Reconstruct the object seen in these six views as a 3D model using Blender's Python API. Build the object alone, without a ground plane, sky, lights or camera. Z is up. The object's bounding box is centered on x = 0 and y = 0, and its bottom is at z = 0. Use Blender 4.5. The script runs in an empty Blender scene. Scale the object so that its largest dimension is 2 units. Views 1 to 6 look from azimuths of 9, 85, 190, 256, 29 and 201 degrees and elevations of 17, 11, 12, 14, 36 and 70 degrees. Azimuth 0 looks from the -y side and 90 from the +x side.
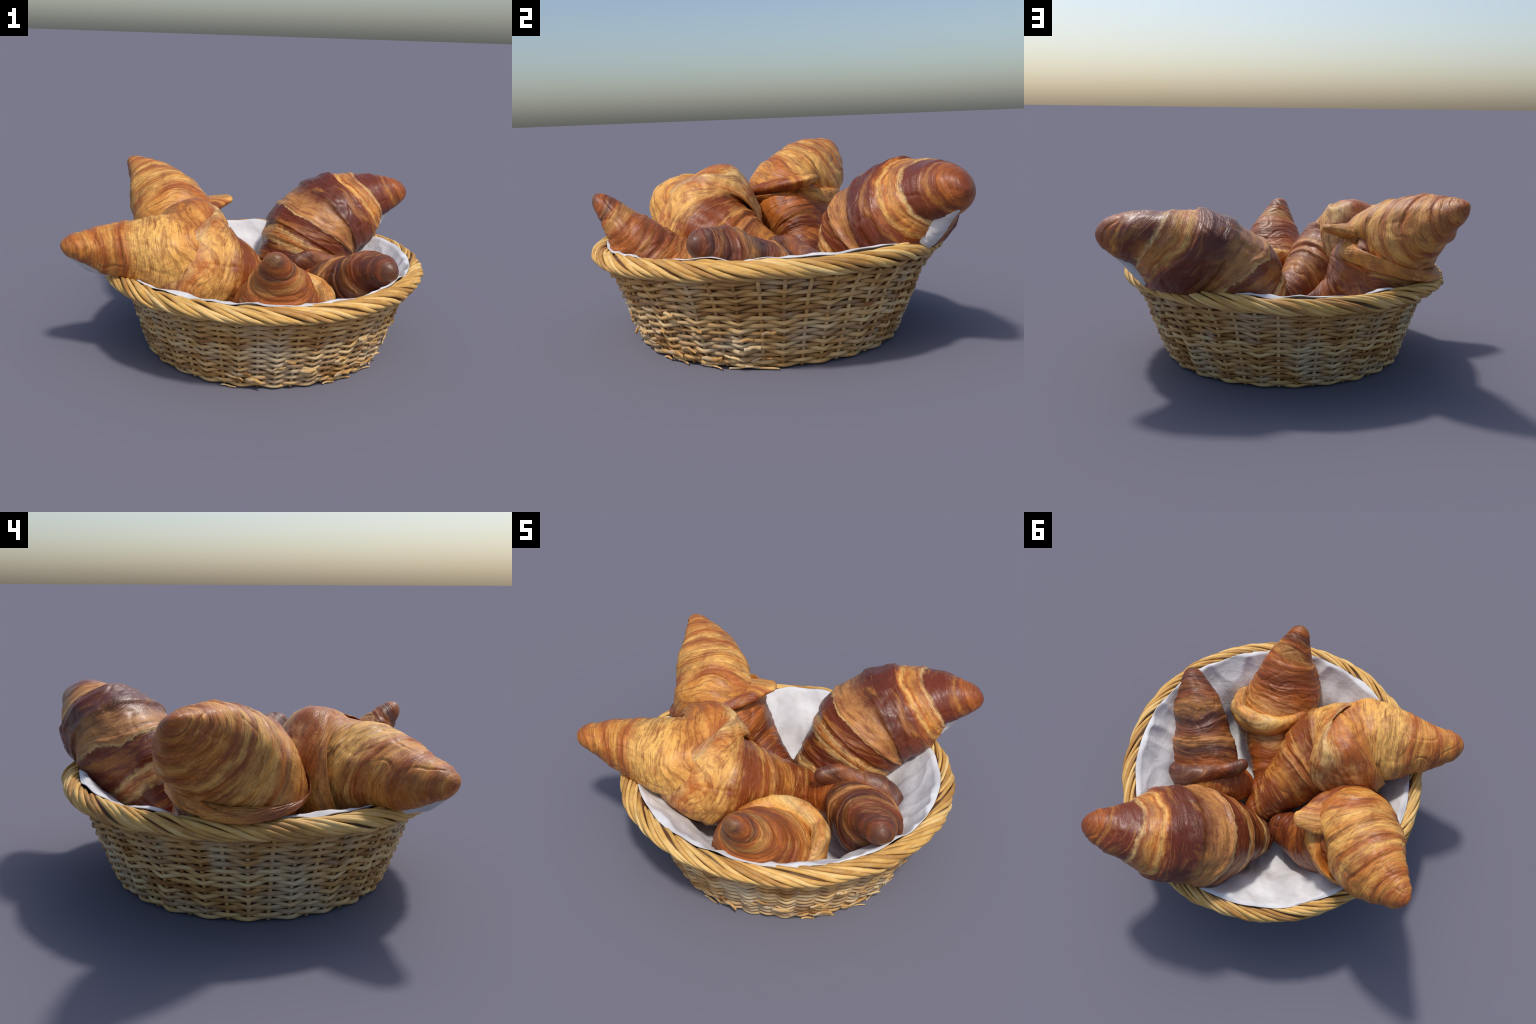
import bpy, math, random
import numpy as np
from mathutils import Vector, Matrix, noise

random.seed(7)
RNG = np.random.default_rng(7)
SCENE = bpy.context.scene.collection


# ------------------------------------------------------------------ helpers
def lin(r, g, b):
    f = lambda c: (c / 255 / 12.92) if c / 255 <= 0.04045 else ((c / 255 + 0.055) / 1.055) ** 2.4
    return (f(r), f(g), f(b), 1.0)


def smooth(x):
    x = np.clip(x, 0, 1)
    return x * x * (3 - 2 * x)


def catmull(K, per=40):
    K = np.asarray(K, float)
    P = np.vstack([2 * K[0] - K[1], K, 2 * K[-1] - K[-2]])
    f = np.linspace(0, 1, per, endpoint=False)[:, None]
    out = []
    for i in range(len(K) - 1):
        a, b, c, d = P[i:i + 4]
        out.append(0.5 * (2 * b + (c - a) * f + (2 * a - 5 * b + 4 * c - d) * f ** 2 + (3 * b - a - 3 * c + d) * f ** 3))
    out.append(K[-1:])
    return np.vstack(out)


def by_length(S, n=None, at=None):
    """Resample a polyline (first three columns are the place) evenly along its length."""
    d = np.r_[0, np.cumsum(np.linalg.norm(np.diff(S[:, :3], axis=0), axis=1))]
    t = np.linspace(0, d[-1], n) if at is None else at
    return t, np.stack([np.interp(t, d, S[:, k]) for k in range(S.shape[1])], 1)


def perlin(P, scale, seed=0.0):
    o = seed * 17.3
    return np.array([noise.noise((p[0] * scale + o, p[1] * scale - o, p[2] * scale + 0.5 * o)) for p in P])


def mesh_object(name, verts, faces, material, parent=None, smooth_shade=True, attributes=None, origin=(0, 0, 0)):
    me = bpy.data.meshes.new(name)
    v = np.asarray(verts, float) - np.asarray(origin, float)
    me.from_pydata(v.tolist(), [], [tuple(int(i) for i in f) for f in faces])
    for key, values in (attributes or {}).items():
        a = me.attributes.new(key, "FLOAT", "POINT")
        a.data.foreach_set("value", np.asarray(values, np.float32))
    me.polygons.foreach_set("use_smooth", [smooth_shade] * len(me.polygons))
    me.materials.append(material)
    me.update()
    ob = bpy.data.objects.new(name, me)
    SCENE.objects.link(ob)
    if parent is not None:
        ob.parent = parent
    return ob


def thing(name, place, label, category):
    e = bpy.data.objects.new(name, None)
    e.empty_display_size = 0.1
    e.location = place
    e["label"] = label
    e["category"] = category
    SCENE.objects.link(e)
    return e


def grid_faces(n, m, closed=True, flip=False):
    out = []
    for i in range(n - 1):
        for j in range(m if closed else m - 1):
            q = (i * m + j, i * m + (j + 1) % m, (i + 1) * m + (j + 1) % m, (i + 1) * m + j)
            out.append(q[::-1] if flip else q)
    return out


# ------------------------------------------------------------------ materials
class Nodes:
    def __init__(self, name):
        self.m = bpy.data.materials.new(name)
        self.m.use_nodes = True
        self.t = self.m.node_tree
        self.b = self.t.nodes["Principled BSDF"]

    def add(self, kind, **kw):
        n = self.t.nodes.new("ShaderNode" + kind)
        for k, v in kw.items():
            setattr(n, k, v)
        return n

    def put(self, socket, value):
        if hasattr(value, "is_output"):
            self.t.links.new(value, socket)
        else:
            socket.default_value = value

    def math(self, op, a, b=0.0, c=0.0, clamp=False):
        n = self.add("Math", operation=op, use_clamp=clamp)
        for s, v in zip(n.inputs, (a, b, c)):
            self.put(s, v)
        return n.outputs[0]

    def mix(self, fac, a, b, blend="MIX"):
        n = self.add("Mix", data_type="RGBA", blend_type=blend)
        self.put(n.inputs["Factor"], fac)
        self.put(n.inputs["A"], a)
        self.put(n.inputs["B"], b)
        return n.outputs["Result"]

    def ramp(self, fac, stops, mode="LINEAR"):
        n = self.add("ValToRGB")
        n.color_ramp.interpolation = mode
        el = n.color_ramp.elements
        el.remove(el[1])
        el[0].position = stops[0][0]
        for k, (p, c) in enumerate(stops):
            e = el[0] if k == 0 else el.new(p)
            e.color = c if hasattr(c, "__len__") else (c, c, c, 1)
        self.put(n.inputs["Fac"], fac)
        return n.outputs["Color"]

    def noise(self, vec, scale, detail=3.0, rough=0.55, dist=0.0):
        n = self.add("TexNoise")
        self.put(n.inputs["Vector"], vec)
        n.inputs["Scale"].default_value = scale
        n.inputs["Detail"].default_value = detail
        n.inputs["Roughness"].default_value = rough
        n.inputs["Distortion"].default_value = dist
        return n.outputs["Fac"]

    def scaled(self, vec, s):
        n = self.add("VectorMath", operation="MULTIPLY")
        self.put(n.inputs[0], vec)
        n.inputs[1].default_value = s
        return n.outputs[0]

    def plus(self, a, b):
        n = self.add("VectorMath", operation="ADD")
        self.put(n.inputs[0], a)
        self.put(n.inputs[1], b)
        return n.outputs[0]

    def bump(self, height, strength, distance, normal=None):
        n = self.add("Bump")
        n.inputs["Strength"].default_value = strength
        n.inputs["Distance"].default_value = distance
        self.put(n.inputs["Height"], height)
        if normal is not None:
            self.put(n.inputs["Normal"], normal)
        return n.outputs["Normal"]


CREAM = lin(228, 190, 124)
PALE = lin(236, 182, 98)
GOLD = lin(216, 146, 64)
AMBER = lin(184, 102, 38)
TAN = lin(192, 132, 72)
BROWN = lin(134, 66, 30)
GLAZE = lin(114, 50, 26)
DARK = lin(84, 36, 22)
PLUM = lin(88, 52, 42)


def crust(name, stops, streak=0.6, dark=BROWN, light=PALE, blotch=0.4, coat=0.08):
    """Baked crust: bands of browning along the roll, fine laminations running round it, blistered glaze."""
    N = Nodes(name)
    obj = N.add("TexCoord").outputs["Object"]
    wrap = N.add("Attribute", attribute_name="wrap").outputs["Fac"]
    metres = N.add("Attribute", attribute_name="metres").outputs["Fac"]
    wob = N.noise(obj, 6.0, 3.0)
    w = N.math("ADD", wrap, N.math("MULTIPLY_ADD", wob, 0.07, -0.035))
    w = N.math("ADD", w, N.math("MULTIPLY_ADD", N.noise(obj, 30.0, 4.0, 0.65), 0.03, -0.015))
    base = N.ramp(w, stops)

    def lamination(along, across, detail, rough, bend):
        c = N.add("CombineXYZ")
        N.put(c.inputs[0], N.math("MULTIPLY", metres, along))
        return N.noise(N.plus(c.outputs[0], N.scaled(obj, (across,) * 3)), 1.0, detail, rough, bend)

    broad = lamination(14.0, 4.0, 4.0, 0.6, 0.5)
    mid = lamination(52.0, 5.0, 5.0, 0.66, 0.9)
    thin = lamination(150.0, 8.0, 3.0, 0.6, 0.8)
    col = N.mix(N.math("MULTIPLY", N.ramp(broad, [(0.50, 0.0), (0.62, 1.0)]), streak), base, dark)
    patchy = N.ramp(N.noise(obj, 10.0, 4.0, 0.65), [(0.40, 0.25), (0.60, 1.15)])
    away = N.ramp(wrap, [(0.03, 0.35), (0.12, 1.0)])
    col = N.mix(N.math("MULTIPLY", N.math("MULTIPLY", N.ramp(broad, [(0.37, 1.0), (0.47, 0.0)]), streak * 0.7), away), col, light)
    col = N.mix(N.math("MULTIPLY", N.ramp(mid, [(0.52, 0.0), (0.64, 1.0)]), N.math("MULTIPLY", patchy, streak)), col, dark)
    col = N.mix(N.math("MULTIPLY", N.ramp(mid, [(0.34, 1.0), (0.44, 0.0)]), N.math("MULTIPLY", away, streak * 0.6)), col, light)
    deep = N.mix(0.5, dark, DARK)
    col = N.mix(N.math("MULTIPLY", N.ramp(thin, [(0.53, 0.0), (0.62, 1.0)]), streak * 0.85), col, deep)
    # browned blotches and pale blisters
    bl = N.ramp(N.noise(obj, 11.0, 5.0, 0.65, 0.5), [(0.50, 0.0), (0.64, 1.0)])
    col = N.mix(N.math("MULTIPLY", bl, blotch), col, dark)
    blister = N.noise(obj, 70.0, 3.0, 0.6, 1.4)
    bt = N.ramp(blister, [(0.53, 0.0), (0.62, 1.0)])
    col = N.mix(N.math("MULTIPLY", bt, 0.5), col, N.mix(1.0, col, (1.5, 1.45, 1.4, 1), "MULTIPLY"))
    hs = N.add("HueSaturation")
    hs.inputs["Saturation"].default_value = 1.0
    hs.inputs["Value"].default_value = 0.97
    N.put(hs.inputs["Color"], col)
    col = hs.outputs["Color"]
    N.put(N.b.inputs["Base Color"], col)
    rgh = N.add("RGBToBW")
    N.put(rgh.inputs[0], col)
    N.put(N.b.inputs["Roughness"], N.math("MULTIPLY_ADD", rgh.outputs[0], 0.7, 0.29, clamp=True))
    N.b.inputs["Specular IOR Level"].default_value = 0.4
    N.b.inputs["Coat Weight"].default_value = coat
    N.b.inputs["Coat Roughness"].default_value = 0.28
    n1 = N.bump(mid, 0.55, 0.012)
    n2 = N.bump(blister, 0.35, 0.005, n1)
    N.put(N.b.inputs["Normal"], n2)
    return N.m


def wicker(name, a, b, c, grey=0.25):
    N = Nodes(name)
    obj = N.add("TexCoord").outputs["Object"]
    rnd = N.add("ObjectInfo").outputs["Random"]
    rv = N.add("CombineXYZ")
    N.put(rv.inputs[0], N.math("MULTIPLY", rnd, 30.0))
    N.put(rv.inputs[2], N.math("MULTIPLY", rnd, 9.0))
    p = N.plus(obj, rv.outputs[0])
    t = N.noise(p, 4.0, 4.0, 0.6)
    tone = N.math("ADD", N.math("MULTIPLY", t, 1.1), N.math("MULTIPLY_ADD", rnd, 0.5, -0.33))
    col = N.ramp(tone, [(0.22, a), (0.5, b), (0.8, c)])
    worn = N.ramp(N.noise(obj, 3.5, 4.0, 0.65), [(0.46, 0.0), (0.66, 1.0)])
    col = N.mix(N.math("MULTIPLY", worn, grey), col, lin(206, 194, 166))
    fib = N.noise(N.scaled(p, (9, 9, 150)), 1.0, 4.0, 0.65)
    col = N.mix(N.math("MULTIPLY", N.ramp(fib, [(0.5, 0.0), (0.75, 1.0)]), 0.45), col, lin(128, 84, 44))
    N.put(N.b.inputs["Base Color"], col)
    N.b.inputs["Roughness"].default_value = 0.6
    N.b.inputs["Specular IOR Level"].default_value = 0.3
    N.put(N.b.inputs["Normal"], N.bump(fib, 0.4, 0.003))
    return N.m


def linen(name):
    N = Nodes(name)
    obj = N.add("TexCoord").outputs["Object"]
    t = N.noise(obj, 5.0, 4.0)
    col = N.ramp(t, [(0.3, lin(186, 184, 186)), (0.7, lin(228, 227, 228))])  # white cloth toned down to grey, shade of the liner mixed into its colour
    N.put(N.b.inputs["Base Color"], col)
    N.b.inputs["Roughness"].default_value = 0.85
    N.b.inputs["Sheen Weight"].default_value = 0.15
    N.put(N.b.inputs["Normal"], N.bump(N.noise(obj, 16.0, 4.0, 0.6, 0.6), 0.3, 0.02))
    return N.m


WICKER_WALL = wicker("wicker_wall", lin(150, 104, 56), lin(206, 160, 96), lin(226, 194, 138), 0.6)
WICKER_RIM = wicker("wicker_rim", lin(176, 126, 62), lin(220, 172, 92), lin(236, 200, 132))
WICKER_DARK = wicker("wicker_dark_brown", lin(84, 52, 28), lin(104, 68, 38), lin(124, 84, 48))
LINEN = linen("white_linen")

# ------------------------------------------------------------------ basket
CX, CY = 0.045, -0.004
PROFILE = [(0.0, 0.683), (0.05, 0.702), (0.1, 0.720), (0.2, 0.755), (0.28, 0.783), (0.34, 0.803), (0.37, 0.817), (0.40, 0.838), (0.44, 0.872), (0.48, 0.888)]  # height, radius


def wall_r(z):
    return np.interp(z, [p[0] for p in PROFILE], [p[1] for p in PROFILE])


def wall_swell(ph, z=0.3):
    """The wall is not quite round: it swells to one side, more so towards the rim."""
    a = np.angle(np.exp(1j * (np.asarray(ph) - 1.15)))
    return (0.015 * np.cos(ph + 0.15) + 0.018 * np.exp(-(a / 0.6) ** 2)) * np.clip(0.15 + np.asarray(z) / 0.3, 0, 1)


def rim_rise(ph):
    """The rim climbs a little on one side."""
    return 0.024 * smooth(np.maximum(0, np.cos(np.asarray(ph) - 0.45)))


basket = thing("wicker_basket", (CX, CY, 0), "round woven straw coloured wicker bread basket with rope rim", "basket")

STAKES = 48
ROWS = 24
Z0, Z1 = 0.016, 0.455
for k in range(ROWS):
    f = k / (ROWS - 1)
    z = Z0 + (Z1 - Z0) * f
    n = STAKES * 8
    ph = np.linspace(0, 2 * np.pi, n, endpoint=False)
    side = 1 if k % 2 == 0 else -1
    wave = side * np.cos(ph * STAKES / 2)
    slow = np.array([noise.noise((3 * math.cos(p), 3 * math.sin(p), k * 1.7)) for p in ph])
    fast = np.array([noise.noise((11 * math.cos(p), 11 * math.sin(p), k * 2.3 + 40)) for p in ph])
    rr = wall_r(z) + wall_swell(ph, z) + 0.0135 * wave + 0.007 * slow + 0.006 * fast
    dip = np.abs(np.sin(ph * STAKES / 4))
    zz = z + 0.013 * (dip - 0.6) * min(1, k / 3, (ROWS - 1 - k) / 3) + 0.005 * slow + 0.003 * fast
    zz = np.maximum(zz + rim_rise(ph) * (z / 0.455) ** 2, 0.0115)
    sec = np.linspace(0, 2 * np.pi, 8, endpoint=False)
    thick = 1.0 + 0.30 * fast
    V = np.zeros((n, 8, 3))
    for j, a in enumerate(sec):
        r = rr + 0.0085 * math.cos(a)
        V[:, j, 0] = r * np.cos(ph)
        V[:, j, 1] = r * np.sin(ph)
        V[:, j, 2] = zz + 0.0106 * thick * math.sin(a)
    faces = [(i * 8 + j, ((i + 1) % n) * 8 + j, ((i + 1) % n) * 8 + (j + 1) % 8, i * 8 + (j + 1) % 8) for i in range(n) for j in range(8)]
    mesh_object("weaver_strand", V.reshape(-1, 3), faces, WICKER_WALL, basket)

# upright stakes, each following the wall where it stands
zs = np.linspace(0.006, 0.47, 18)
sec = np.linspace(0, 2 * np.pi, 8, endpoint=False)
F = grid_faces(len(zs), 8) + [tuple(range(8))[::-1], tuple(range(len(zs) * 8 - 8, len(zs) * 8))]
for k in range(STAKES):
    t = 2 * math.pi * k / STAKES
    V = []
    for z in zs:
        r = float(wall_r(z)) + float(wall_swell(t, z)) + 0.003 * noise.noise((k * 3.1, z * 9, 1.0))
        for a in sec:
            x, y = r + 0.010 * math.cos(a), 0.010 * math.sin(a) + 0.004 * noise.noise((k * 5.3, z * 7, 2.0))
            V.append((x * math.cos(t) - y * math.sin(t), x * math.sin(t) + y * math.cos(t), z))
    mesh_object("stake", V, F, WICKER_WALL, basket)

# woven floor: spiral coils
n, m = 1500, 6
turns = 20
a = np.linspace(0, turns * 2 * np.pi, n)
r = 0.03 + (0.66 - 0.03) * a / a[-1]
V = []
for i in range(n):
    for j in range(m):
        b = 2 * math.pi * j / m
        rr = r[i] + 0.015 * math.cos(b)
        V.append((rr * math.cos(a[i]), rr * math.sin(a[i]), 0.018 + 0.009 * math.sin(b) + 0.003 * math.cos(a[i] * 13)))
mesh_object("floor_coil", V, grid_faces(n, m), WICKER_WALL, basket)

# dark brown shell just behind the weave, seen through its gaps
prof = [(0.02, 0.012), (0.66, 0.012)] + [(wall_r(z) - 0.016, z) for z in np.linspace(0.03, 0.43, 14)] + [(0.875, 0.47)]
inner = [(r - 0.012, z + 0.012) for r, z in prof[::-1]]
pp = prof + inner
n = 160
V = [((max(r, 0.004) + float(wall_swell(t, z)) * min(1, r / 0.6)) * math.cos(t), (max(r, 0.004) + float(wall_swell(t, z)) * min(1, r / 0.6)) * math.sin(t), z) for r, z in pp for t in np.linspace(0, 2 * math.pi, n, endpoint=False)]
mesh_object("dark_backing_shell", V, grid_faces(len(pp), n, flip=True), WICKER_DARK, basket)

# rope rim: a rounded collar with strands laid over it at a slant
COLLAR = catmull([(0.888, 0.458, 0), (0.919, 0.462, 0), (0.936, 0.484, 0), (0.928, 0.510, 0), (0.902, 0.527, 0), (0.874, 0.523, 0), (0.858, 0.504, 0)], 12)[:, :2]
n = 200
ring = np.linspace(0, 2 * np.pi, n, endpoint=False)
cl = np.vstack([COLLAR, COLLAR[:1]])
V = [((q[0] - 0.008) * math.cos(t), (q[0] - 0.008) * math.sin(t), q[1] - 0.003 + float(rim_rise(t))) for q in cl for t in ring]
mesh_object("rim_core", V, grid_faces(len(cl), n, flip=True), WICKER_DARK, basket)

RIM_STRANDS = 84
cd = np.r_[0, np.cumsum(np.linalg.norm(np.diff(COLLAR, axis=0), axis=1))]


def rim_strand(seed):
    rng = np.random.default_rng(seed)
    n, m = 44, 8
    u = np.linspace(0.0, 1.0, n)
    q = np.stack([np.interp(u * cd[-1], cd, COLLAR[:, k]) for k in (0, 1)], 1)
    dq = np.gradient(q, axis=0)
    dq /= np.linalg.norm(dq, axis=1)[:, None]
    nrm = np.stack([dq[:, 1], -dq[:, 0]], 1)
    az = -0.58 * u + 0.02 * np.sin(u * 5 + rng.uniform(0, 6))
    w = 0.0130 * (0.6 + 0.4 * np.sin(np.pi * np.clip(u * 0.9 + 0.08, 0, 1))) * rng.uniform(0.9, 1.1)
    lift = 0.003 * np.sin(u * 9 + rng.uniform(0, 6)) + rng.uniform(-0.001, 0.003)
    c = np.stack([(q[:, 0] + nrm[:, 0] * lift) * np.cos(az), (q[:, 0] + nrm[:, 0] * lift) * np.sin(az), q[:, 1] + nrm[:, 1] * lift], 1)
    N3 = np.stack([nrm[:, 0] * np.cos(az), nrm[:, 0] * np.sin(az), nrm[:, 1]], 1)
    T = np.gradient(c, axis=0)
    T /= np.linalg.norm(T, axis=1)[:, None]
    Bn = np.cross(T, N3)
    Bn /= np.linalg.norm(Bn, axis=1)[:, None]
    V = []
    for i in range(n):
        for j in range(m):
            b = 2 * math.pi * j / m
            V.append(c[i] + N3[i] * 0.010 * math.cos(b) * min(1, w[i] / 0.009) + Bn[i] * w[i] * math.sin(b))
    F = grid_faces(n, m, flip=False) + [tuple(range(m))[::-1], tuple(range(n * m - m, n * m))]
    return V, F


rim_meshes = []
for s in range(6):
    V, F = rim_strand(s + 11)
    o = mesh_object("rim_strand", V, F, WICKER_RIM, basket)
    rim_meshes.append(o)
for k in range(RIM_STRANDS):
    o = rim_meshes[k] if k < 6 else rim_meshes[int(RNG.integers(6))].copy()
    o.rotation_euler = (0, 0, 2 * math.pi * k / RIM_STRANDS + RNG.uniform(-0.006, 0.006))
    t = o.rotation_euler[2] - 0.29
    k2 = 1 + 0.008 * math.cos(2 * (t - 0.75)) + RNG.uniform(-0.004, 0.004)
    o.scale = (k2, k2, 1 + RNG.uniform(-0.008, 0.008))
    o.location = (0, 0, float(rim_rise(t)))
    if k >= 6:
        SCENE.objects.link(o)

# ------------------------------------------------------------------ cloth liner
napkin = thing("cloth_napkin", (CX, CY, 0.03), "crumpled white linen napkin lining the bread basket", "napkin")
LINER = catmull([(0.862, 0.536, 0), (0.852, 0.535, 0), (0.825, 0.505, 0), (0.775, 0.455, 0), (0.70, 0.40, 0), (0.625, 0.30, 0), (0.56, 0.20, 0), (0.44, 0.14, 0), (0.2, 0.12, 0), (0.01, 0.12, 0)], 12)[:, :2]
n = 420
V = []
for i, (r, z) in enumerate(LINER):
    k = i / (len(LINER) - 1)
    amp = 0.022 * min(1, k * 8) * (1 if r > 0.5 else r / 0.5)
    for t in np.linspace(0, 2 * math.pi, n, endpoint=False):
        c, s = math.cos(t), math.sin(t)
        f = noise.noise((4 * c, 4 * s, 2.2 * z)) + 0.7 * (0.5 - 2 * abs(noise.noise((6 * c + 5, 6 * s, 3 * z + 2 * r))))
        e = 0.012 * noise.noise((4 * c, 4 * s, 9.0)) * (1 - min(1, k * 8))
        rr = max(0.0, r - max(amp * (f + 0.5), 0) + e)
        V.append((rr * c, rr * s, z - 0.03 + float(rim_rise(t)) * max(0, (z - 0.3) / 0.23) + 0.5 * amp * f + 0.022 * noise.noise((6 * c, 6 * s, 3.0)) * (1 - min(1, k * 6))))
lin_ob = mesh_object("liner_sheet", V, grid_faces(len(LINER), n, flip=True), LINEN, napkin)
mod = lin_ob.modifiers.new("thickness", "SOLIDIFY")
mod.thickness = 0.004
mod.offset = 1


# ------------------------------------------------------------------ croissants
def loft(ctrl, ns=300, nt=200, tilt=(0.0, 0.0), edges=(), bumps=(), lump=0.014, wrinkle=0.004, seed=1.0, roll_angle=0.0, focus=None, flake=0.006, sheet=False, inside=True):
    """A roll of dough. ctrl: (x, y, z, radius) along the spine. edges: (distance from the first tip, step height,
    +1 when the layer rises away from the tip or -1). bumps: (x, y, z, spread, lift) swell or dent the surface there."""
    S = catmull(ctrl, 40)
    d, S = by_length(S, 400)
    if S.shape[1] == 4:
        S = np.c_[S, S[:, 3]]
    r0, r1 = S[0, 3:].mean(), S[-1, 3:].mean()
    t0 = (S[0, :3] - S[12, :3]); t0 /= np.linalg.norm(t0)
    t1 = (S[-1, :3] - S[-13, :3]); t1 /= np.linalg.norm(t1)
    a = np.linspace(0, math.pi / 2, 40)[1:]
    slope = (S[20, 3:].mean() - r0) / max(d[20], 1e-6)
    m0 = float(np.clip(slope * 1.0, 0, 0.75))
    q = np.linspace(0, 1, 41)[:-1]
    prof = (1 - m0) * np.sqrt(1 - (1 - q) ** 2) + m0 * q ** 0.8
    cap0 = np.c_[S[0, :3] + np.outer(1 - q, t0) * r0 * 0.98, np.outer(prof, S[0, 3:])]
    cap1 = np.c_[S[-1, :3] + np.outer(np.sin(a), t1) * r1 * 0.95, np.outer(np.cos(a), S[-1, 3:])]
    full = np.vstack([cap0, S, cap1])
    d = np.r_[0, np.cumsum(np.linalg.norm(np.diff(full[:, :3], axis=0), axis=1))]
    L = d[-1]
    u = np.linspace(0, 1, ns)
    at = L * (u - 0.035 * np.sin(2 * np.pi * u) * 1.0)   # denser near the ends
    _, Q = by_length(full, at=at)
    C = Q[:, :3]
    Ru, Rs = np.maximum(Q[:, 3], 1e-4), np.maximum(Q[:, 4], 1e-4)
    R = (Ru + Rs) / 2
    T = np.gradient(C, axis=0); T /= np.linalg.norm(T, axis=1)[:, None]
    for _ in range(6):
        T[1:-1] = (T[:-2] + 2 * T[1:-1] + T[2:]) / 4
    T /= np.linalg.norm(T, axis=1)[:, None]
    up = np.array([0, 0, 1.0]) - T * T[:, 2:3]
    if focus is not None:
        up = C - np.array(focus)
        up = up - T * (up * T).sum(1)[:, None]
    up /= np.linalg.norm(up, axis=1)[:, None]
    sd = np.cross(T, up)
    th = np.linspace(0, 2 * np.pi, nt, endpoint=False)
    cs, sn = np.cos(th), np.sin(th)
    ca, sa = math.cos(roll_angle), math.sin(roll_angle)
    U, W = up * ca + sd * sa, sd * ca - up * sa
    P = C[:, None] + U[:, None] * cs[None, :, None] * Ru[:, None, None] + W[:, None] * sn[None, :, None] * Rs[:, None, None]
    dirs = U[:, None] * cs[None, :, None] + W[:, None] * sn[None, :, None]
    flat = P.reshape(-1, 3)
    slow = perlin(flat, 5.0, seed).reshape(ns, nt)
    mid = perlin(flat, 14.0, seed + 3).reshape(ns, nt)
    wrap = at[:, None] + tilt[0] * np.cos(th - tilt[1])[None] * smooth(R / 0.1)[:, None] + 0.03 * slow
    if sheet:   # a folded edge: the laminations run along it, from its root out to its lip
        wrap = (1 + cs)[None] * np.maximum(Ru, 0.02)[:, None] + 0.015 * slow + 0.08 * at[:, None]
        L = float(wrap.max())
    rel = np.minimum(1, R / 0.08)[:, None]
    off = lump * slow * rel + 0.4 * lump * mid * rel
    # flaky layers: irregular overlapping steps, each with its own height, fading in and out round the roll
    q = wrap * 19 + 1.5 * slow + 0.5 * mid
    cell = np.floor(q)
    own = 0.5 + 0.5 * np.sin(cell * 12.9898 + seed * 7.1)
    saw = q - cell
    edge = smooth(saw / 0.12) * (1 - saw) ** 0.7
    off += flake * rel * own * edge * smooth(perlin(flat, 3.2, seed + 8).reshape(ns, nt) * 1.4 + 0.6)
    # creases
    cr = np.abs(perlin(flat * np.array([1, 1, 1.0]), 7.0, seed + 11).reshape(ns, nt))
    off -= 0.7 * flake * rel * np.clip(1 - cr * 9, 0, 1)
    for pos, h, sgn in edges:
        x = (wrap - pos) * sgn
        off += h * rel * smooth(x / 0.010 + 0.5) * np.exp(-np.maximum(x, 0) / 0.06)
    lam = np.c_[wrap.reshape(-1) * 42, flat[:, 0] * 5, flat[:, 1] * 5 + flat[:, 2] * 5]
    off += wrinkle * perlin(lam, 1.0, seed + 5).reshape(ns, nt) * rel
    for bx, by, bz, sp, lift in bumps:
        g = np.exp(-((P - np.array([bx, by, bz])) ** 2).sum(-1) / (2 * sp * sp))
        off += lift * g
    P = P + dirs * off[..., None]
    V = P.reshape(-1, 3)
    if inside:   # what is below the rim is held in by the wall
        dx, dy = V[:, 0] - CX, V[:, 1] - CY
        rad = np.hypot(dx, dy)
        lim = np.interp(V[:, 2], [0.0, 0.1, 0.2, 0.3, 0.4, 0.46, 0.52, 0.60], [0.62, 0.66, 0.70, 0.735, 0.775, 0.815, 0.86, 2.0])
        k = np.minimum(1, lim / np.maximum(rad, 1e-6))
        V = np.c_[CX + dx * k, CY + dy * k, V[:, 2]]
    F = grid_faces(ns, nt, flip=True)
    return V, F, {"wrap": wrap.reshape(-1) / L, "metres": wrap.reshape(-1)}


def roll(name, parent, material, **kw):
    V, F, at = loft(**kw)
    return mesh_object(name, V, F, material, parent, attributes=at, origin=parent.location)


# --- tall golden croissant leaning out at the back
c1 = thing("croissant", (-0.5, 0.25, 0.12), "golden brown croissant standing with a pointed horn and brimmed fold", "croissant")
m1 = crust("crust_golden_horn", [(0.0, AMBER), (0.04, GOLD), (0.07, AMBER), (0.10, GOLD), (0.15, AMBER), (0.22, GOLD), (0.28, AMBER), (0.34, PALE), (0.38, AMBER), (0.46, PALE), (0.52, GOLD), (0.56, PALE), (0.62, AMBER), (0.66, GOLD), (0.75, BROWN), (0.9, BROWN)], 0.6)
roll("outer_roll", c1, m1, roll_angle=0.98, ctrl=[(-0.923, 0.505, 0.949, 0.091, 0.062), (-0.755, 0.395, 0.838, 0.212, 0.157), (-0.60, 0.225, 0.70, 0.247, 0.258), (-0.565, 0.208, 0.635, 0.30, 0.315), (-0.56, 0.208, 0.60, 0.26, 0.27)],
     tilt=(0.03, 0.5), edges=[(0.14, 0.006, 1), (0.26, 0.007, 1), (0.37, 0.008, 1), (0.47, 0.010, 1), (0.60, 0.012, 1)], bumps=[(-0.38, 0.37, 0.73, 0.055, -0.06), (-0.45, 0.40, 0.65, 0.05, -0.05), (-0.28, 0.12, 0.63, 0.08, -0.10), (-0.36, -0.02, 0.60, 0.07, -0.08), (-0.31, 0.26, 0.67, 0.06, -0.08)], seed=1.0)
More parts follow.
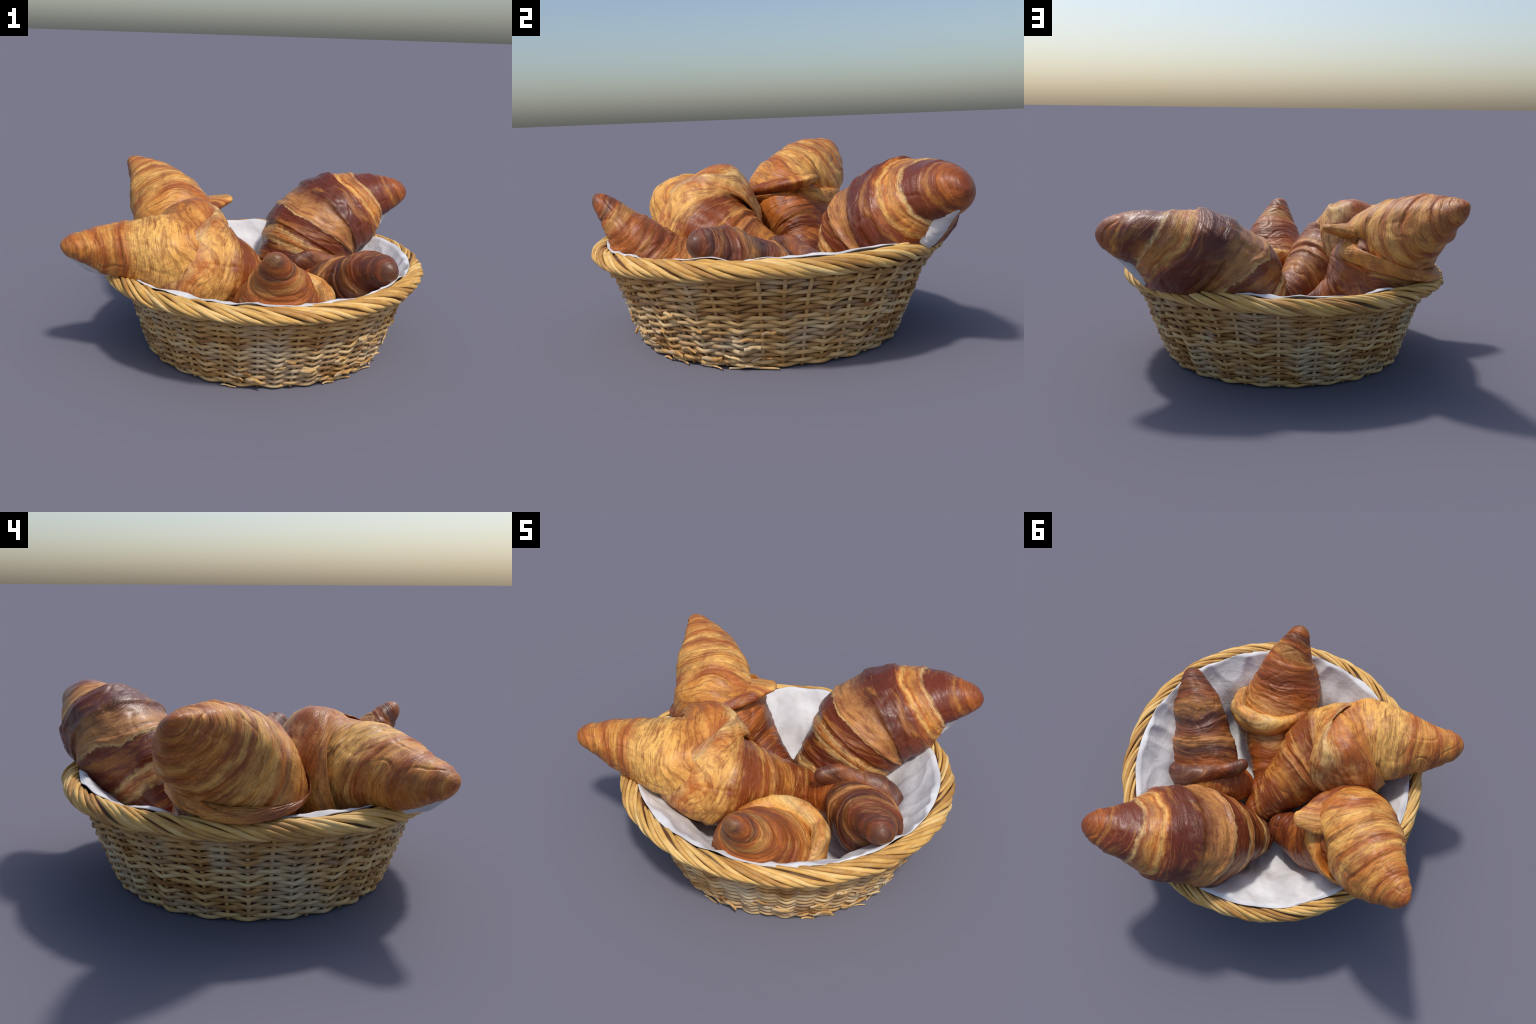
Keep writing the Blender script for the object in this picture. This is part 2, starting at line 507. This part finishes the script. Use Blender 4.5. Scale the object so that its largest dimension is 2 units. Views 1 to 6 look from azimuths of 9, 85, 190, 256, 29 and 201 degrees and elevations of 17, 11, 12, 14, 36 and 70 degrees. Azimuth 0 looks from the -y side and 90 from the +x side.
m1b = crust("crust_brown_inner", [(0.0, AMBER), (0.35, AMBER), (0.45, BROWN), (0.55, GLAZE), (0.62, AMBER), (0.7, GLAZE), (0.85, BROWN), (1.0, DARK)], 0.5, dark=DARK, light=GOLD)
roll("inner_roll", c1, m1b, ctrl=[(-0.505, 0.215, 0.56, 0.245), (-0.48, 0.225, 0.51, 0.245), (-0.43, 0.25, 0.44, 0.225), (-0.36, 0.262, 0.37, 0.20), (-0.267, 0.255, 0.31, 0.165), (-0.154, 0.234, 0.25, 0.12)], seed=2.0)
m1c = crust("crust_brim", [(0.0, GOLD), (0.45, PALE), (0.6, AMBER), (0.72, GOLD), (0.84, BROWN), (1.0, BROWN)], 0.5, dark=BROWN, light=GOLD)
BRIM = [(-0.66, -0.075, 0.655, 0.05, 0.022), (-0.57, -0.085, 0.675, 0.095, 0.042), (-0.43, -0.045, 0.72, 0.125, 0.052), (-0.335, 0.045, 0.745, 0.13, 0.052), (-0.27, 0.14, 0.775, 0.13, 0.048), (-0.226, 0.235, 0.795, 0.11, 0.046), (-0.200, 0.298, 0.81, 0.055, 0.027)]  # lip of the fold, half width, half thickness
ROOT = np.array((-0.62, 0.26, 0.74))
brim = []
for b in BRIM:
    lip = np.array(b[:3])
    brim.append(tuple(lip - (lip - ROOT) / np.linalg.norm(lip - ROOT) * b[3]) + b[3:])
roll("dough_flap", c1, m1c, focus=tuple(ROOT), sheet=True, ctrl=brim, ns=180, nt=96, lump=0.014, seed=3.0)

# --- pale golden croissant pointing left at the front
c2 = thing("croissant", (-0.35, -0.3, 0.12), "pale golden crescent croissant with a twisted ridge", "croissant")
m2 = crust("crust_pale_gold", [(0.0, AMBER), (0.02, GOLD), (0.05, AMBER), (0.08, GOLD), (0.13, AMBER), (0.17, GOLD), (0.22, AMBER), (0.26, PALE), (0.34, PALE), (0.40, GOLD), (0.45, AMBER), (0.475, CREAM), (0.50, AMBER), (0.52, PALE), (0.545, BROWN), (0.62, BROWN), (0.66, AMBER), (0.685, TAN), (0.71, BROWN), (0.76, GOLD), (0.82, BROWN), (1.0, BROWN)], 0.62, dark=lin(142, 70, 28), light=lin(240, 182, 94), blotch=0.5)
roll("body", c2, m2, roll_angle=-0.24, ctrl=[(-0.924, -0.558, 0.672, 0.071, 0.092), (-0.736, -0.486, 0.648, 0.145, 0.177), (-0.458, -0.405, 0.617, 0.215, 0.267), (-0.359, -0.311, 0.577, 0.313, 0.291), (-0.22, -0.289, 0.487, 0.253, 0.268), (0.045, 0.115, 0.205, 0.19, 0.125)],
     tilt=(0.03, 0.0), edges=[(0.2, 0.005, 1), (0.34, 0.007, 1), (0.68, 0.014, 1), (0.76, 0.012, 1), (0.86, 0.018, 1), (1.06, 0.014, -1), (1.12, 0.012, -1)], bumps=[(-0.32, -0.18, 0.86, 0.08, 0.04), (-0.345, -0.40, 0.77, 0.055, -0.05), (-0.30, -0.50, 0.70, 0.05, -0.025), (-0.48, -0.42, 0.80, 0.08, 0.015)], seed=4.0)

# --- glazed striped croissant pointing right at the back
c3 = thing("croissant", (0.3, 0.55, 0.12), "dark glazed croissant with bold brown and cream stripes", "croissant")
m3 = crust("crust_striped", [(0.000, BROWN), (0.060, AMBER), (0.075, BROWN), (0.090, GOLD), (0.105, BROWN), (0.130, GLAZE), (0.185, GLAZE), (0.198, CREAM), (0.210, AMBER), (0.225, TAN), (0.245, GOLD), (0.260, AMBER), (0.280, PALE), (0.295, AMBER), (0.305, BROWN), (0.315, GLAZE), (0.420, DARK), (0.460, TAN), (0.502, TAN), (0.513, CREAM), (0.520, GLAZE), (0.620, GLAZE), (0.635, CREAM), (0.660, AMBER), (0.680, CREAM), (0.700, DARK), (0.800, GLAZE), (0.820, CREAM), (0.870, DARK), (1.0, DARK)], 0.5, dark=GLAZE, light=GOLD, blotch=0.35, coat=0.12)
roll("body", c3, m3, roll_angle=1.11, ctrl=[(0.788, 0.797, 0.805, 0.101, 0.114), (0.641, 0.753, 0.782, 0.184, 0.157), (0.489, 0.68, 0.697, 0.287, 0.232), (0.352, 0.604, 0.632, 0.312, 0.25), (0.258, 0.54, 0.51, 0.301, 0.282), (0.085, 0.345, 0.215, 0.20, 0.14)],
     tilt=(-0.04, -1.11), edges=[(0.165, 0.006, 1), (0.265, 0.008, 1), (0.41, 0.014, 1), (0.575, 0.012, -1), (0.66, 0.014, 1), (0.82, 0.012, -1), (0.90, 0.012, -1), (1.05, 0.01, -1)], bumps=[(0.38, 0.65, 0.93, 0.08, 0.008)], seed=5.0)

# --- upright croissant at the front
c4 = thing("croissant", (0.23, -0.6, 0.12), "small brown croissant with an upright tapering horn", "croissant")
m4 = crust("crust_upright", [(0.0, PLUM), (0.035, AMBER), (0.06, BROWN), (0.09, PLUM), (0.13, AMBER), (0.17, BROWN), (0.25, AMBER), (0.4, BROWN), (0.5, AMBER), (0.6, TAN), (0.7, GOLD), (1.0, AMBER)], 0.55)
roll("body", c4, m4, roll_angle=-0.07, ctrl=[(0.232, -0.851, 0.757, 0.059, 0.078), (0.239, -0.737, 0.625, 0.113, 0.154), (0.217, -0.636, 0.474, 0.174, 0.218), (0.215, -0.52, 0.34, 0.23, 0.25), (0.22, -0.42, 0.26, 0.22, 0.24)],
     tilt=(0.02, 0.0), edges=[(0.25, 0.006, 1), (0.4, 0.008, 1)], seed=6.0)
m4b = crust("crust_collar", [(0.0, BROWN), (0.3, AMBER), (0.55, GOLD), (0.75, PALE), (0.86, CREAM), (1.0, GOLD)], 0.45)
roll("dough_flap", c4, m4b, sheet=True, ctrl=[(0.03, -0.46, 0.46, 0.04, 0.03), (0.11, -0.36, 0.465, 0.075, 0.05), (0.27, -0.295, 0.455, 0.10, 0.06), (0.41, -0.32, 0.43, 0.10, 0.062), (0.475, -0.42, 0.38, 0.09, 0.05), (0.475, -0.54, 0.32, 0.06, 0.035)], ns=110, nt=56, lump=0.022, seed=7.0)

# --- dark croissant at the right
c5 = thing("croissant", (0.6, 0, 0.12), "dark plum brown croissant with a curled end tongue", "croissant")
m5 = crust("crust_plum", [(0.0, PLUM), (0.04, BROWN), (0.07, PLUM), (0.11, BROWN), (0.14, DARK), (0.22, BROWN), (0.28, TAN), (0.32, PLUM), (0.45, BROWN), (0.52, TAN), (0.58, PLUM), (0.68, AMBER), (0.8, TAN), (1.0, BROWN)], 0.5, dark=PLUM, light=TAN)
roll("body", c5, m5, roll_angle=0.44, ctrl=[(0.763, -0.347, 0.608, 0.087, 0.086), (0.685, -0.228, 0.55, 0.11, 0.155), (0.614, -0.141, 0.445, 0.178, 0.169), (0.54, 0.01, 0.35, 0.168, 0.235), (0.49, 0.14, 0.25, 0.166, 0.23)],
     tilt=(0.02, 0.0), edges=[(0.2, 0.008, 1), (0.34, 0.01, 1), (0.48, 0.01, 1)], seed=8.0)
m5b = crust("crust_tongue", [(0.0, BROWN), (0.4, PLUM), (0.65, BROWN), (0.85, lin(132, 84, 62)), (1.0, PLUM)], 0.4, dark=PLUM, light=TAN)
roll("dough_flap", c5, m5b, sheet=True, ctrl=[(0.25, 0.03, 0.505, 0.05, 0.04), (0.32, 0.095, 0.49, 0.075, 0.05), (0.44, 0.155, 0.43, 0.095, 0.065), (0.55, 0.20, 0.39, 0.10, 0.07), (0.65, 0.19, 0.31, 0.09, 0.06), (0.69, 0.13, 0.24, 0.06, 0.045)], ns=110, nt=56, lump=0.022, seed=9.0)

m6 = crust("crust_hidden_half", [(0.0, AMBER), (0.4, GOLD), (0.5, BROWN), (0.7, AMBER), (1.0, BROWN)], 0.6)
roll("inner_roll", c4, m6, ctrl=[(0.20, -0.40, 0.29, 0.19), (0.17, -0.25, 0.27, 0.17), (0.14, -0.12, 0.25, 0.12), (0.12, -0.02, 0.24, 0.07)], ns=120, nt=80, seed=31.0)
roll("inner_roll", c5, m6, ctrl=[(0.44, 0.13, 0.30, 0.19), (0.33, 0.12, 0.31, 0.165), (0.24, 0.10, 0.30, 0.12), (0.17, 0.09, 0.28, 0.07)], ns=120, nt=80, seed=32.0)

# --- napkin pulled up under the two horns that hang over the rim
def fold(ctrl, seed):
    V, F, at = loft(ctrl, ns=60, nt=40, lump=0.012, wrinkle=0.002, seed=seed, inside=False)
    mesh_object("napkin_fold", V, F, LINEN, napkin, origin=napkin.location)


fold([(0.81, 0.805, 0.73, 0.022), (0.74, 0.775, 0.68, 0.038), (0.68, 0.74, 0.62, 0.05), (0.63, 0.695, 0.57, 0.06)], 21.0)
fold([(-0.94, -0.565, 0.622, 0.025), (-0.85, -0.535, 0.585, 0.05), (-0.77, -0.50, 0.56, 0.06), (-0.70, -0.47, 0.53, 0.06)], 22.0)

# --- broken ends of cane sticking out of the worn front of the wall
def splinter(length, width, seed):
    rng = np.random.default_rng(seed)
    n, m = 12, 7
    u = np.linspace(-0.5, 0.5, n)
    y = u * length
    x = rng.uniform(0.1, 0.3) * (u + rng.uniform(-0.2, 0.2)) ** 2 * length + rng.uniform(-0.08, 0.25) * y
    z = rng.uniform(-0.25, 0.25) * y + 0.004 * np.sin(u * 7 + seed)
    V = []
    for i in range(n):
        w = width * (0.55 + 0.45 * math.cos(u[i] * 2.6)) * (1 + 0.25 * rng.uniform(-1, 1))
        for j in range(m):
            b = 2 * math.pi * j / m
            V.append((x[i] + 0.55 * w * math.cos(b), y[i], z[i] + w * math.sin(b)))
    return V, grid_faces(n, m) + [tuple(range(m))[::-1], tuple(range(n * m - m, n * m))]


BREAKS = [(-92, 0.075, 0.10), (-88, 0.10, 0.075), (-84, 0.06, 0.09), (-74, 0.15, 0.07), (-70, 0.19, 0.06), (-62, 0.12, 0.09), (-55, 0.08, 0.08), (-48, 0.16, 0.07),
          (-44, 0.05, 0.11), (-36, 0.09, 0.10), (-30, 0.20, 0.06), (-27, 0.05, 0.11), (-20, 0.07, 0.12), (-14, 0.16, 0.10), (-11, 0.12, 0.08), (-8, 0.06, 0.10), (-5, 0.20, 0.07), (-40, 0.27, 0.06)]
for k, (deg, z, ln) in enumerate(BREAKS):
    V, F = splinter(ln, 0.007 + 0.003 * (k % 3), 100 + k)
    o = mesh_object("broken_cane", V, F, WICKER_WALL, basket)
    r = wall_r(z) + 0.024 + float(wall_swell(math.radians(deg), z))
    o.location = (r * math.cos(math.radians(deg)), r * math.sin(math.radians(deg)), z)
    o.rotation_euler = (0, 0, math.radians(deg))
for k, (deg, ln, w) in enumerate([(-8, 0.16, 0.012), (-16, 0.12, 0.011), (-28, 0.13, 0.010), (-42, 0.10, 0.012), (-50, 0.07, 0.014), (-95, 0.09, 0.010)]):
    V, F = splinter(ln, w, 300 + k)
    V = np.array(V)
    V[:, 2] *= 0.5
    V[:, 2] -= V[:, 2].min() - 0.001
    o = mesh_object("broken_cane", V, F, WICKER_WALL, basket)
    r = wall_r(0.0) + 0.026 + float(wall_swell(math.radians(deg), 0.0))
    o.location = (r * math.cos(math.radians(deg)), r * math.sin(math.radians(deg)), 0.0)
    o.rotation_euler = (0, 0, math.radians(deg))
